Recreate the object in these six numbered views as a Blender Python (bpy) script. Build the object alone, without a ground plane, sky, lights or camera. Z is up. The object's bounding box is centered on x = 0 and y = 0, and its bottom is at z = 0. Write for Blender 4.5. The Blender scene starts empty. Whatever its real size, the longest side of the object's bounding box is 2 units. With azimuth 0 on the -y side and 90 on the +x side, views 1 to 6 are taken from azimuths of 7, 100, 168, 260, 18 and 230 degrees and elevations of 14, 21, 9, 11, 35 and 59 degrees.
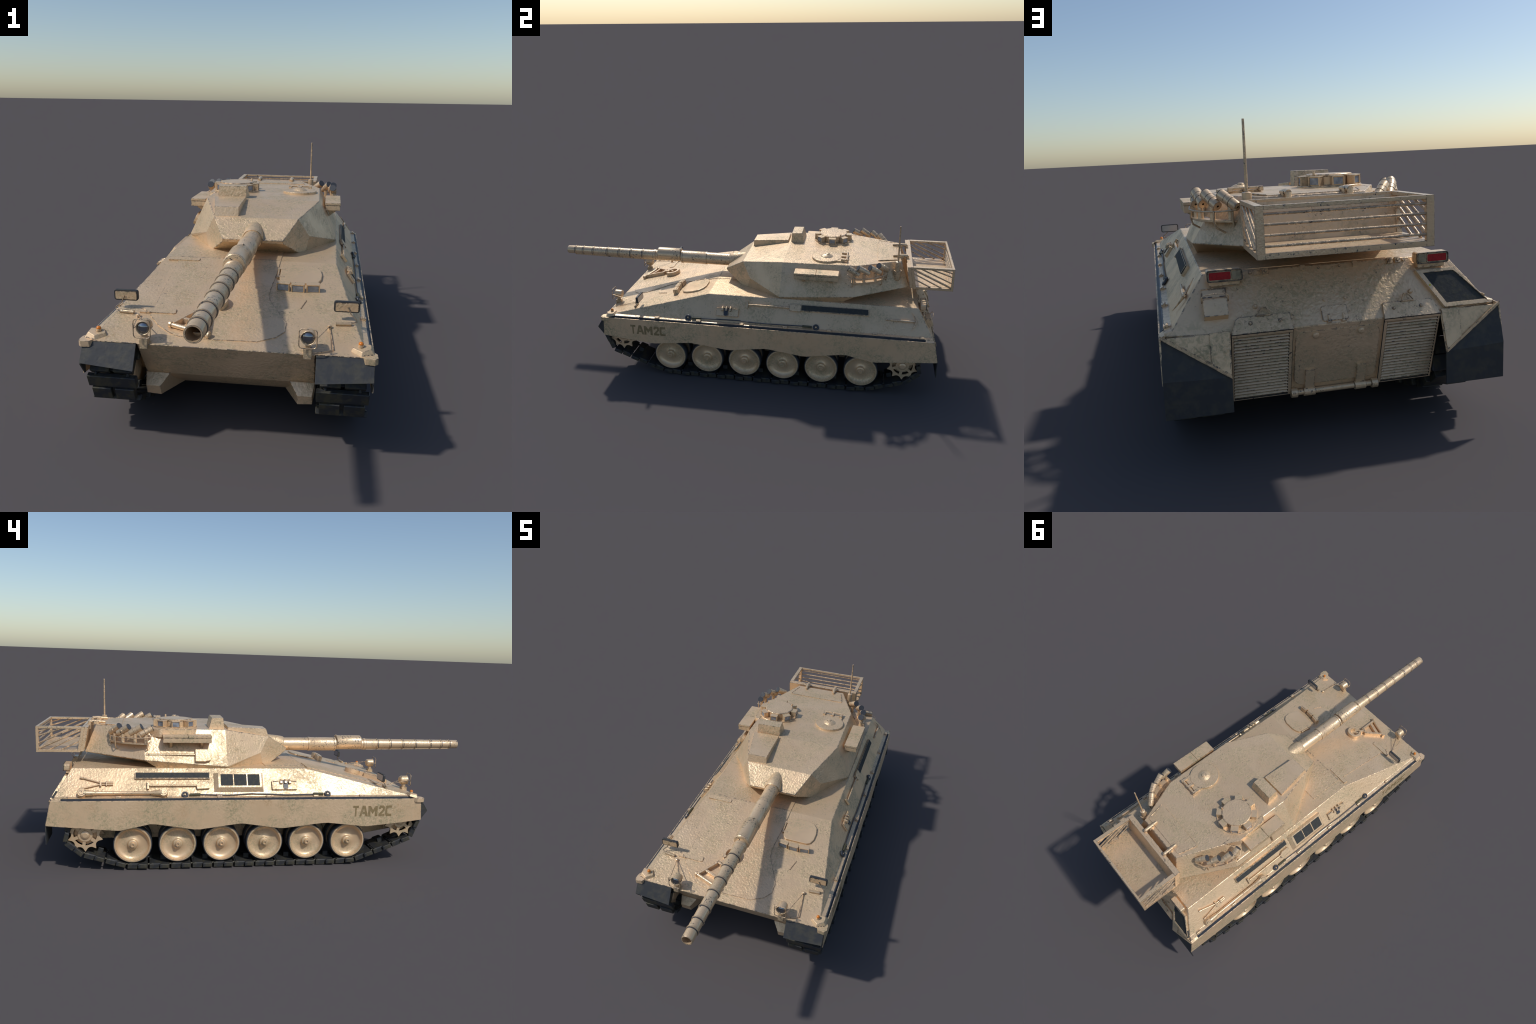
"""Sand-coloured main battle tank, built part by part from profiles, frames and rules.
World frame: gun points to -y, x is the width, z is up, metres."""
import bpy, bmesh, math, random
from mathutils import Vector, Matrix

random.seed(7)
V = Vector

# ------------------------------------------------------------------ materials
def nodes_of(name):
    m = bpy.data.materials.new(name)
    m.use_nodes = True
    nt = m.node_tree
    bsdf = nt.nodes["Principled BSDF"]
    return m, nt, bsdf

def N(nt, kind, **kw):
    n = nt.nodes.new(kind)
    for k, v in kw.items():
        setattr(n, k, v)
    return n

def noise(nt, vec, scale, detail=3.0, rough=0.55, dist=0.0):
    n = N(nt, "ShaderNodeTexNoise")
    n.inputs["Scale"].default_value = scale
    n.inputs["Detail"].default_value = detail
    n.inputs["Roughness"].default_value = rough
    n.inputs["Distortion"].default_value = dist
    nt.links.new(vec, n.inputs["Vector"])
    return n.outputs["Fac"]

def remap(nt, val, a, b, c=0.0, d=1.0):
    n = N(nt, "ShaderNodeMapRange")
    n.clamp = True
    n.inputs["From Min"].default_value = a
    n.inputs["From Max"].default_value = b
    n.inputs["To Min"].default_value = c
    n.inputs["To Max"].default_value = d
    nt.links.new(val, n.inputs["Value"])
    return n.outputs["Result"]

def math_(nt, op, a, b):
    n = N(nt, "ShaderNodeMath", operation=op)
    for i, v in enumerate((a, b)):
        if isinstance(v, (int, float)):
            n.inputs[i].default_value = v
        else:
            nt.links.new(v, n.inputs[i])
    return n.outputs[0]

def mix(nt, fac, a, b):
    n = N(nt, "ShaderNodeMix", data_type="RGBA")
    for sock, v in ((n.inputs[0], fac), (n.inputs[6], a), (n.inputs[7], b)):
        if isinstance(v, (int, float)):
            sock.default_value = v
        elif isinstance(v, tuple):
            sock.default_value = (*v, 1.0)
        else:
            nt.links.new(v, sock)
    return n.outputs[2]

def coords(nt, vary=False):
    """Object coordinates, shifted per repeat where copies should differ."""
    tc = N(nt, "ShaderNodeTexCoord")
    if not vary:
        return tc.outputs["Object"]
    info = N(nt, "ShaderNodeObjectInfo")
    shift = math_(nt, "MULTIPLY", info.outputs["Random"], 3.0)
    add = N(nt, "ShaderNodeVectorMath", operation="ADD")
    nt.links.new(tc.outputs["Object"], add.inputs[0])
    nt.links.new(shift, add.inputs[1])
    return add.outputs[0]

SAND = (0.730, 0.517, 0.316)
SAND_LIGHT = (0.790, 0.577, 0.370)
OLIVE = (0.345, 0.292, 0.170)
STEEL = (0.060, 0.068, 0.085)

def paint(name, chips=0.5, dirt=0.7, bump=0.5, edge=0.0045, rough=0.38, metal=0.46, base=SAND, light=SAND_LIGHT, vary=False, flat=0.15, pit=105.0):
    """Sand paint: broad tone changes, olive dust in patches, hammered relief,
    paint chipped to dark steel along the edges and in a few spots."""
    m, nt, bsdf = nodes_of(name)
    co = coords(nt, vary)
    mul = lambda a, b: math_(nt, "MULTIPLY", a, b)
    broad = noise(nt, co, 4.0, 3.0)
    col = mix(nt, remap(nt, broad, 0.35, 0.7), base, light)
    patch = noise(nt, co, 7.0, 3.0, 0.6)
    grain = noise(nt, co, 85.0, 5.0, 0.7, 0.8)
    patch_m = remap(nt, patch, 0.40, 0.58)
    grain_m = remap(nt, grain, 0.44, 0.60)
    dirt_m = mul(math_(nt, "ADD", mul(patch_m, grain_m), mul(patch_m, 0.22)), dirt)
    col = mix(nt, dirt_m, col, OLIVE)
    rust = mul(remap(nt, noise(nt, co, 9.0, 3.0), 0.56, 0.72), remap(nt, noise(nt, co, 150.0, 2.0), 0.45, 0.65))
    col = mix(nt, mul(rust, 0.4), col, (0.45, 0.26, 0.11))
    # worn edges: where a widely rounded normal departs from the flat one
    bev = N(nt, "ShaderNodeBevel", samples=4)
    bev.inputs["Radius"].default_value = edge
    geo = N(nt, "ShaderNodeNewGeometry")
    dot = N(nt, "ShaderNodeVectorMath", operation="DOT_PRODUCT")
    nt.links.new(bev.outputs["Normal"], dot.inputs[0])
    nt.links.new(geo.outputs["Normal"], dot.inputs[1])
    edge_m = remap(nt, dot.outputs["Value"], 0.990, 0.955)
    wear = remap(nt, noise(nt, co, 70.0, 4.0, 0.7), 0.56 - 0.10 * chips, 0.59 - 0.10 * chips)
    chip = mul(edge_m, wear)
    spots = mul(remap(nt, noise(nt, co, 130.0, 4.0, 0.7), 0.66 - 0.07 * chips, 0.68 - 0.07 * chips),
                remap(nt, noise(nt, co, 14.0, 2.0), 0.48, 0.56))
    spots = mul(spots, min(1.0, max(0.0, chips * 1.4 - 0.35)))
    chip = math_(nt, "MAXIMUM", chip, spots)
    col = mix(nt, chip, col, STEEL)
    nt.links.new(col, bsdf.inputs["Base Color"])
    met = math_(nt, "SUBTRACT", metal, mul(dirt_m, metal * 0.7))
    nt.links.new(math_(nt, "MAXIMUM", met, mul(chip, 0.8)), bsdf.inputs["Metallic"])
    r = remap(nt, noise(nt, co, 30.0, 3.0), 0.3, 0.7, rough - 0.05, rough + 0.06)
    r = math_(nt, "ADD", r, mul(dirt_m, 0.15))
    nt.links.new(r, bsdf.inputs["Roughness"])
    # hammered relief, strong in patches
    big = noise(nt, co, pit, 1.0, 0.5)
    amp = remap(nt, noise(nt, co, 4.3, 2.0), 0.42, 0.60, flat, 1.0)
    h = math_(nt, "ADD", mul(big, amp), mul(mul(grain_m, patch_m), 0.20))
    h = math_(nt, "SUBTRACT", h, mul(chip, 0.5))
    bp = N(nt, "ShaderNodeBump")
    bp.inputs["Strength"].default_value = bump
    bp.inputs["Distance"].default_value = 0.0022
    nt.links.new(h, bp.inputs["Height"])
    nt.links.new(bp.outputs["Normal"], bsdf.inputs["Normal"])
    return m

def plain(name, col, rough=0.5, metal=0.0, tint=None, scale=60.0, bump=0.0, bscale=60.0, spec=0.5, amount=(0.45, 0.65)):
    m, nt, bsdf = nodes_of(name)
    co = coords(nt)
    c = mix(nt, remap(nt, noise(nt, co, scale, 4.0, 0.65), *amount), col, tint or tuple(x * 1.25 for x in col))
    nt.links.new(c, bsdf.inputs["Base Color"])
    bsdf.inputs["Roughness"].default_value = rough
    bsdf.inputs["Metallic"].default_value = metal
    bsdf.inputs["Specular IOR Level"].default_value = spec
    if bump:
        bp = N(nt, "ShaderNodeBump")
        bp.inputs["Strength"].default_value = bump
        bp.inputs["Distance"].default_value = 0.002
        nt.links.new(noise(nt, co, bscale, 2.0), bp.inputs["Height"])
        nt.links.new(bp.outputs["Normal"], bsdf.inputs["Normal"])
    return m

PAINT = paint("sand_paint", chips=0.62, dirt=0.56, flat=0.40, bump=0.75, pit=120.0)
PAINT_SKIRT = paint("sand_paint_dusty", chips=0.45, dirt=0.78, bump=0.40, rough=0.46, metal=0.42, flat=0.05)
PAINT_WORN = paint("sand_paint_worn", chips=0.95, dirt=0.45, bump=0.38, edge=0.0022, rough=0.33, pit=230.0, flat=0.3)
PAINT_BARREL = paint("sand_paint_barrel", chips=1.25, dirt=0.35, bump=0.40, edge=0.0022, rough=0.30, pit=190.0)
PAINT_SOFT = paint("sand_paint_smooth", chips=0.05, dirt=0.55, bump=0.25, edge=0.0018, vary=True)
RUBBER = plain("black_rubber", (0.030, 0.032, 0.036), 0.62, tint=(0.055, 0.052, 0.042), scale=30, bump=0.5, bscale=55)
TYRE = plain("tyre_rubber", (0.040, 0.044, 0.054), 0.55, tint=(0.060, 0.062, 0.066))
TRACK = plain("track_steel", (0.022, 0.024, 0.028), 0.55, tint=(0.062, 0.055, 0.032), scale=35, bump=0.4, bscale=90)
DARK = plain("dark_mesh", (0.040, 0.043, 0.045), 0.72, spec=0.2, tint=(0.062, 0.060, 0.048), scale=90, bump=0.3, bscale=90)
RAIL = plain("dark_rail", (0.035, 0.042, 0.056), 0.45, tint=(0.055, 0.06, 0.07))
STRIP = plain("dark_strip", (0.036, 0.042, 0.052), 0.5, tint=(0.085, 0.078, 0.060), scale=5.0, amount=(0.50, 0.56))
FERRULE = plain("olive_ferrule", (0.060, 0.057, 0.030), 0.55)
LETTER = plain("stencil_brown", (0.240, 0.172, 0.080), 0.55, tint=(0.340, 0.255, 0.145), scale=70, amount=(0.5, 0.68))
GLASS = plain("vision_glass", (0.20, 0.23, 0.28), 0.18, metal=0.35, tint=(0.38, 0.41, 0.46), scale=45)
LENS = plain("lamp_lens", (0.27, 0.29, 0.32), 0.10, metal=0.95, tint=(0.36, 0.38, 0.41), scale=20)
MIRROR = plain("mirror_glass", (0.36, 0.35, 0.37), 0.2, metal=0.7, tint=(0.40, 0.39, 0.41), scale=20)
LAMP = plain("dusty_lamp_body", (0.34, 0.29, 0.19), 0.5, tint=(0.22, 0.19, 0.12), scale=70)
RED = plain("red_lens", (0.42, 0.012, 0.018), 0.3, tint=(0.30, 0.008, 0.012), scale=200)
ORANGE = plain("orange_lens", (0.62, 0.18, 0.015), 0.35)
BORE = plain("gun_bore", (0.10, 0.075, 0.05), 0.7)
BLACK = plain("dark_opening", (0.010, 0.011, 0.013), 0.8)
YELLOW = plain("yellow_dot", (0.5, 0.5, 0.02), 0.5)

# ------------------------------------------------------------------ geometry helpers
class Frame:
    """A local frame: u, v in the surface, n out of it."""
    def __init__(s, o, u, v, n):
        s.o, s.u, s.v, s.n = V(o), V(u).normalized(), V(v).normalized(), V(n).normalized()
    def __call__(s, u, v, n=0.0):
        return s.o + s.u * u + s.v * v + s.n * n

WORLD = Frame((0, 0, 0), (1, 0, 0), (0, 1, 0), (0, 0, 1))

class Mesh:
    def __init__(s):
        s.v, s.f, s.m, s.slots = [], [], [], []
    def slot(s, mat):
        if mat not in s.slots:
            s.slots.append(mat)
        return s.slots.index(mat)
    def add(s, verts, faces, mat):
        b, k = len(s.v), s.slot(mat)
        s.v += [V(p) for p in verts]
        for f in faces:
            s.f.append([b + i for i in f])
            s.m.append(k)
    def box(s, fr, u0, u1, v0, v1, n0, n1, mat, top=0.0):
        """Box in a frame; `top` insets the n1 face on all sides."""
        p = [fr(u, v, n0) for u, v in ((u0, v0), (u1, v0), (u1, v1), (u0, v1))]
        p += [fr(u, v, n1) for u, v in ((u0 + top, v0 + top), (u1 - top, v0 + top), (u1 - top, v1 - top), (u0 + top, v1 - top))]
        s.add(p, [(3, 2, 1, 0), (4, 5, 6, 7), (0, 1, 5, 4), (1, 2, 6, 5), (2, 3, 7, 6), (3, 0, 4, 7)], mat)
    def prism(s, fr, pts, n0, n1, mat):
        k = len(pts)
        p = [fr(u, v, n0) for u, v in pts] + [fr(u, v, n1) for u, v in pts]
        faces = [tuple(range(k - 1, -1, -1)), tuple(range(k, 2 * k))]
        faces += [(i, (i + 1) % k, k + (i + 1) % k, k + i) for i in range(k)]
        s.add(p, faces, mat)
    def ring_prism(s, fr, outer, inner, n0, n1, mat):
        """Frame-like plate: outer outline with a hole of as many points."""
        k = len(outer)
        p = []
        for pts, n in ((outer, n0), (inner, n0), (outer, n1), (inner, n1)):
            p += [fr(u, v, n) for u, v in pts]
        faces = []
        for i in range(k):
            j = (i + 1) % k
            faces += [(i, j, 2 * k + j, 2 * k + i), (k + j, k + i, 3 * k + i, 3 * k + j),
                      (2 * k + i, 2 * k + j, 3 * k + j, 3 * k + i), (j, i, k + i, k + j)]
        s.add(p, faces, mat)
    def tube(s, pts, r, mat, seg=8, closed=False):
        pts = [V(p) for p in pts]
        k = len(pts)
        rad = r if isinstance(r, (list, tuple)) else [r] * k
        rings, up = [], None
        for i, p in enumerate(pts):
            a = pts[(i - 1) % k] if (i or closed) else p
            b = pts[(i + 1) % k] if (i < k - 1 or closed) else p
            d = (b - a).normalized()
            if up is None:
                up = d.orthogonal().normalized()
            up = (up - d * up.dot(d))
            up = up.normalized() if up.length > 1e-6 else d.orthogonal().normalized()
            w = d.cross(up)
            rings.append([p + (up * math.cos(t) + w * math.sin(t)) * rad[i]
                          for t in (2 * math.pi * j / seg for j in range(seg))])
        verts = [q for ring in rings for q in ring]
        faces = []
        for i in range(k if closed else k - 1):
            i2 = (i + 1) % k
            for j in range(seg):
                j2 = (j + 1) % seg
                faces.append((i * seg + j, i * seg + j2, i2 * seg + j2, i2 * seg + j))
        if not closed:
            faces += [tuple(range(seg - 1, -1, -1)), tuple(range((k - 1) * seg, k * seg))]
        s.add(verts, faces, mat)
    def lathe(s, o, axis, prof, mat, seg=32, cap=True, phase=0.0):
        """Turned body: prof is a list of (distance along axis, radius)."""
        o, ax = V(o), V(axis).normalized()
        a = V((0, 0, 1)) if abs(ax.z) < 0.9 else V((1, 0, 0))
        a = (a - ax * a.dot(ax)).normalized()
        b = ax.cross(a)
        verts, faces = [], []
        for t, r in prof:
            for j in range(seg):
                w = 2 * math.pi * j / seg + phase
                verts.append(o + ax * t + (a * math.cos(w) + b * math.sin(w)) * max(r, 1e-5))
        for i in range(len(prof) - 1):
            for j in range(seg):
                j2 = (j + 1) % seg
                faces.append((i * seg + j, i * seg + j2, (i + 1) * seg + j2, (i + 1) * seg + j))
        if cap:
            faces += [tuple(range(seg - 1, -1, -1)), tuple(range((len(prof) - 1) * seg, len(prof) * seg))]
        s.add(verts, faces, mat)

def make(mesh, name, parent, bevel=0.0, angle=30.0, segments=2, crease=25.0):
    me = bpy.data.meshes.new(name)
    me.from_pydata([tuple(p) for p in mesh.v], [], mesh.f)
    for m in mesh.slots:
        me.materials.append(m)
    me.polygons.foreach_set("material_index", mesh.m)
    bm = bmesh.new()
    bm.from_mesh(me)
    bmesh.ops.recalc_face_normals(bm, faces=bm.faces)
    if bevel:
        sharp = [e for e in bm.edges if len(e.link_faces) == 2 and e.calc_face_angle(0) > math.radians(crease)]
        bmesh.ops.bevel(bm, geom=sharp, offset=bevel, offset_type="OFFSET", segments=segments,
                        profile=0.5, affect="EDGES", clamp_overlap=True)
    bm.to_mesh(me)
    bm.free()
    me.polygons.foreach_set("use_smooth", [True] * len(me.polygons))
    me.set_sharp_from_angle(angle=math.radians(angle))
    me.update()
    ob = bpy.data.objects.new(name, me)
    bpy.context.scene.collection.objects.link(ob)
    ob.parent = parent
    if bevel:      # keep flat faces flat, let only the rounded edges turn
        wn = ob.modifiers.new("weighted_normal", "WEIGHTED_NORMAL")
        wn.weight = 100
        wn.keep_sharp = True
    return ob

def copy_of(ob, name, parent, matrix):
    c = ob.copy()
    c.name = name
    bpy.context.scene.collection.objects.link(c)
    c.parent = parent
    c.matrix_local = matrix
    return c

def rounded(u0, u1, v0, v1, r, n=5):
    out = []
    for cu, cv, a0 in ((u1 - r, v1 - r, 0), (u0 + r, v1 - r, 90), (u0 + r, v0 + r, 180), (u1 - r, v0 + r, 270)):
        for i in range(n + 1):
            a = math.radians(a0 + 90 * i / n)
            out.append((cu + r * math.cos(a), cv + r * math.sin(a)))
    return out

def arc(cu, cv, r, a0, a1, n):
    return [(cu + r * math.cos(math.radians(a0 + (a1 - a0) * i / n)),
             cv + r * math.sin(math.radians(a0 + (a1 - a0) * i / n))) for i in range(n + 1)]

# ------------------------------------------------------------------ root
tank = bpy.data.objects.new("battle_tank", None)
bpy.context.scene.collection.objects.link(tank)
tank["label"] = "sand-painted battle tank with long gun and rear basket"
tank["category"] = "tank"

# surface frames (s = +1 right side, -1 left side)
def slope(s):      # sloping upper hull side, v runs down
    f = Frame((s * .293, 0, .411), (0, 1, 0), (s * .588, 0, -.809), (s * .809, 0, .588))
    f.v *= .967
    return f
GLACIS = Frame((0, -.14, .411), (1, 0, 0), (0, -.505, -.1145), (0, -.1145, .505))
REAR = Frame((0, .843, .411), (1, 0, 0), (0, .0725, -.123), (0, .123, .0725))
TAIL = Frame((0, .913, .286), (1, 0, 0), (0, -.058, -.173), (0, .173, -.058))
def gl(x, y):      # point on the glacis from plan position
    return x, -(y + .14) * 1.0254
def wall(s):       # turret side wall, v runs down
    return Frame((s * .221, 0, .567), (0, 1, 0), (s * .070, 0, -.151), (s * .151, 0, .070))

# ------------------------------------------------------------------ hull
def build_hull():
    m = Mesh()
    half = [(.293, -.14, .411), (.293, .843, .411), (.3693, -.6025, .3060), (.3693, .9050, .3060),   # 0-3 roof, side edge
            (.242, -.6455, .296), (.242, .9155, .288),                                          # 4,5 front / rear inner
            (.3850, -.632, .272), (.3850, .895, .272), (.242, -.570, .272), (.242, .870, .272),  # 6-9 sponson floor
            (.242, -.560, .174), (.242, -.500, .128), (.242, -.440, .094),                     # 10-12 nose
            (.242, .780, .094), (.240, .853, .114), (.3860, -.6445, .2965),
            (.3860, -.6135, .3035), (.3860, .9064, .3035), (.3860, .9105, .2965)]                                            # 13-15 belly end, tail, front corner
    k = len(half)
    verts = half + [(-x, y, z) for x, y, z in half]
    L = lambda i: i + k
    faces = [(0, 1, L(1), L(0)), (0, 2, 16, 15, 4, L(4), L(15), L(16), L(2), L(0)), (1, 3, 17, 18, 5, L(5), L(18), L(17), L(3), L(1)),
             (4, 10, L(10), L(4)), (10, 11, L(11), L(10)), (11, 12, L(12), L(11)),
             (12, 13, L(13), L(12)), (13, 14, L(14), L(13)), (14, 5, L(5), L(14))]
    for g in (lambda i: i, L):
        faces += [(g(0), g(1), g(3), g(2)), (g(2), g(3), g(17), g(16)), (g(16), g(17), g(18), g(7), g(6), g(15)), (g(15), g(6), g(8), g(4)),
                  (g(18), g(5), g(9), g(7)), (g(6), g(7), g(9), g(8)),
                  (g(4), g(8), g(9), g(5), g(14), g(13), g(12), g(11), g(10))]
    m.add(verts, faces, PAINT)
    return make(m, "hull", tank, bevel=.0014, angle=9, crease=9, segments=1)
hull = build_hull()

def build_nose():
    # two towing lugs under the nose plate
    for s in (1, -1):
        m = Mesh()
        a = [(s * .243, -.566, .178), (s * .172, -.566, .178), (s * .196, -.588, .145), (s * .238, -.588, .145),
             (s * .238, -.580, .118), (s * .196, -.578, .114), (s * .243, -.440, .095), (s * .150, -.455, .105),
             (s * .243, -.440, .170), (s * .150, -.455, .170)]
        m.add(a, [(0, 1, 2, 3), (3, 2, 5, 4), (4, 5, 7, 6), (1, 9, 7, 5, 2), (0, 3, 4, 6, 8), (0, 8, 9, 1), (6, 7, 9, 8)], PAINT)
        make(m, "towing_lug", hull, bevel=.002)
build_nose()

def build_deck():
    # raised engine cover on the glacis with its rounded outline
    outline = [(-.245, -.1385), (-.245, -.508), (-.206, -.557), (-.167, -.588), (-.137, -.603), (-.044, -.609), (.082, -.606),
               (.131, -.582), (.155, -.552), (.155, -.506), (.129, -.459), (.097, -.397), (.089, -.360), (.094, -.295),
               (.103, -.209), (.105, -.1385)]
    m = Mesh()
    m.prism(GLACIS, [gl(*p) for p in outline], -.002, .0024, PAINT)
    m.box(WORLD, -.245, .105, -.1425, .030, .4085, .4133, PAINT)
    make(m, "engine_cover", hull, bevel=.0012)
    m = Mesh()
    for y0, y1 in ((-.473, -.499), (-.149, -.171)):
        m.prism(GLACIS, [gl(x, y) for x, y in ((-.279, y0), (-.176, y0), (-.171, y0 - .006), (-.171, y1 + .004), (-.176, y1), (-.279, y1))], .0, .0055, PAINT)
    m.tube([GLACIS(*gl(-.279, -.478), .006), GLACIS(*gl(-.245, -.500), .006)], .0018, PAINT_WORN, 6)
    make(m, "cover_hinge", hull, bevel=.0012)
    # seam on the roof ahead of the turret, wear strip on the glacis
    m = Mesh()
    m.tube([GLACIS(*gl(.205, -.383), .001), GLACIS(*gl(.190, -.430), .001)], .0016, PAINT_WORN, 6)
    m.tube([(-.172, -.045, .4115), (-.190, -.085, .4120)], .0016, PAINT_WORN, 6)
    make(m, "weld_seam", hull)
    # driver hatch
    m = Mesh()
    pts = [gl(x, y) for x, y in [(.112, -.190), (.128, -.180), (.150, -.174), (.200, -.174), (.226, -.184), (.243, -.203),
                                 (.248, -.232), (.246, -.263), (.236, -.284), (.221, -.292), (.130, -.292), (.119, -.284), (.112, -.270)]]
    m.prism(GLACIS, pts, -.002, .008, PAINT_SOFT)
    make(m, "driver_hatch", hull, bevel=.003)
    m = Mesh()
    for y in (-.206, -.256):
        m.box(GLACIS, .101, .128, gl(0, y)[1] - .004, gl(0, y)[1] + .004, .0, .0088, PAINT_WORN)
    m.tube([GLACIS(*gl(.106, -.200), .006), GLACIS(*gl(.106, -.262), .006)], .0034, PAINT_WORN, 8)
    make(m, "hatch_hinge", hull, bevel=.0012)
    # three periscopes in front of it
    for x, y, turn in ((.131, -.318, -9), (.176, -.323, -2), (.222, -.320, 4)):
        m = Mesh()
        a = math.radians(turn)
        c = GLACIS(*gl(x, y))
        fr = Frame(c, (math.cos(a), math.sin(a), 0), (math.sin(a), -math.cos(a), -.2268), (0, -.2, 1))
        m.box(fr, -.0185, .0185, -.008, .012, -.004, .024, PAINT_SOFT)
        m.prism(fr, [(-.021, -.002), (.021, -.002), (.021, .013), (.0195, .014), (-.0195, .014), (-.021, .013)], .022, .0262, PAINT_WORN)
        m.box(fr, -.021, -.0175, .004, .0145, -.004, .0225, PAINT_WORN)
        m.box(fr, .0175, .021, .004, .0145, -.004, .0225, PAINT_WORN)
        ob = make(m, "periscope", tank, bevel=.0012)
        g = Mesh()
        g.box(fr, -.0168, .0168, .009, .0134, .001, .0212, GLASS)
        make(g, "periscope_glass", ob, bevel=.001)
build_deck()

# gun travel lock lying on the glacis
def build_travel_lock():
    m = Mesh()
    P = lambda x, y, n: GLACIS(*gl(x, y), n)
    m.tube([P(-.170, -.560, .010), P(-.050, -.600, .010)], .0075, PAINT_WORN, 10)
    m.tube([P(-.172, -.559, .010), P(-.163, -.562, .010)], .0105, PAINT_WORN, 10)
    m.tube([P(-.057, -.598, .010), P(-.048, -.601, .010)], .0105, PAINT_WORN, 10)
    def bar(a, b, w, h):
        d = V((b[0] - a[0], b[1] - a[1]))
        q = V((-d.y, d.x)).normalized() * w / 2
        pts = [(a[0] + q.x, a[1] + q.y), (b[0] + q.x, b[1] + q.y), (b[0] - q.x, b[1] - q.y), (a[0] - q.x, a[1] - q.y)]
        m.prism(GLACIS, [gl(*p) for p in pts], .0, h, PAINT)
    bar((-.062, -.592), (-.072, -.492), .010, .020)
    bar((-.160, -.562), (-.098, -.482), .010, .020)
    bar((-.065, -.560), (-.137, -.536), .010, .019)
    bar((-.066, -.497), (-.104, -.485), .012, .020)
    bar((-.086, -.492), (-.074, -.462), .012, .020)
    outer = arc(-.062, -.436, .037, 230, -60 + 0, 22)
    inner = arc(-.062, -.436, .023, -60, 230, 22)
    m.prism(GLACIS, [gl(*p) for p in outer + inner], .002, .022, PAINT)
    bar((-.088, -.462), (-.070, -.440), .010, .018)
    make(m, "travel_lock", tank, bevel=.0015)
build_travel_lock()

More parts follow.
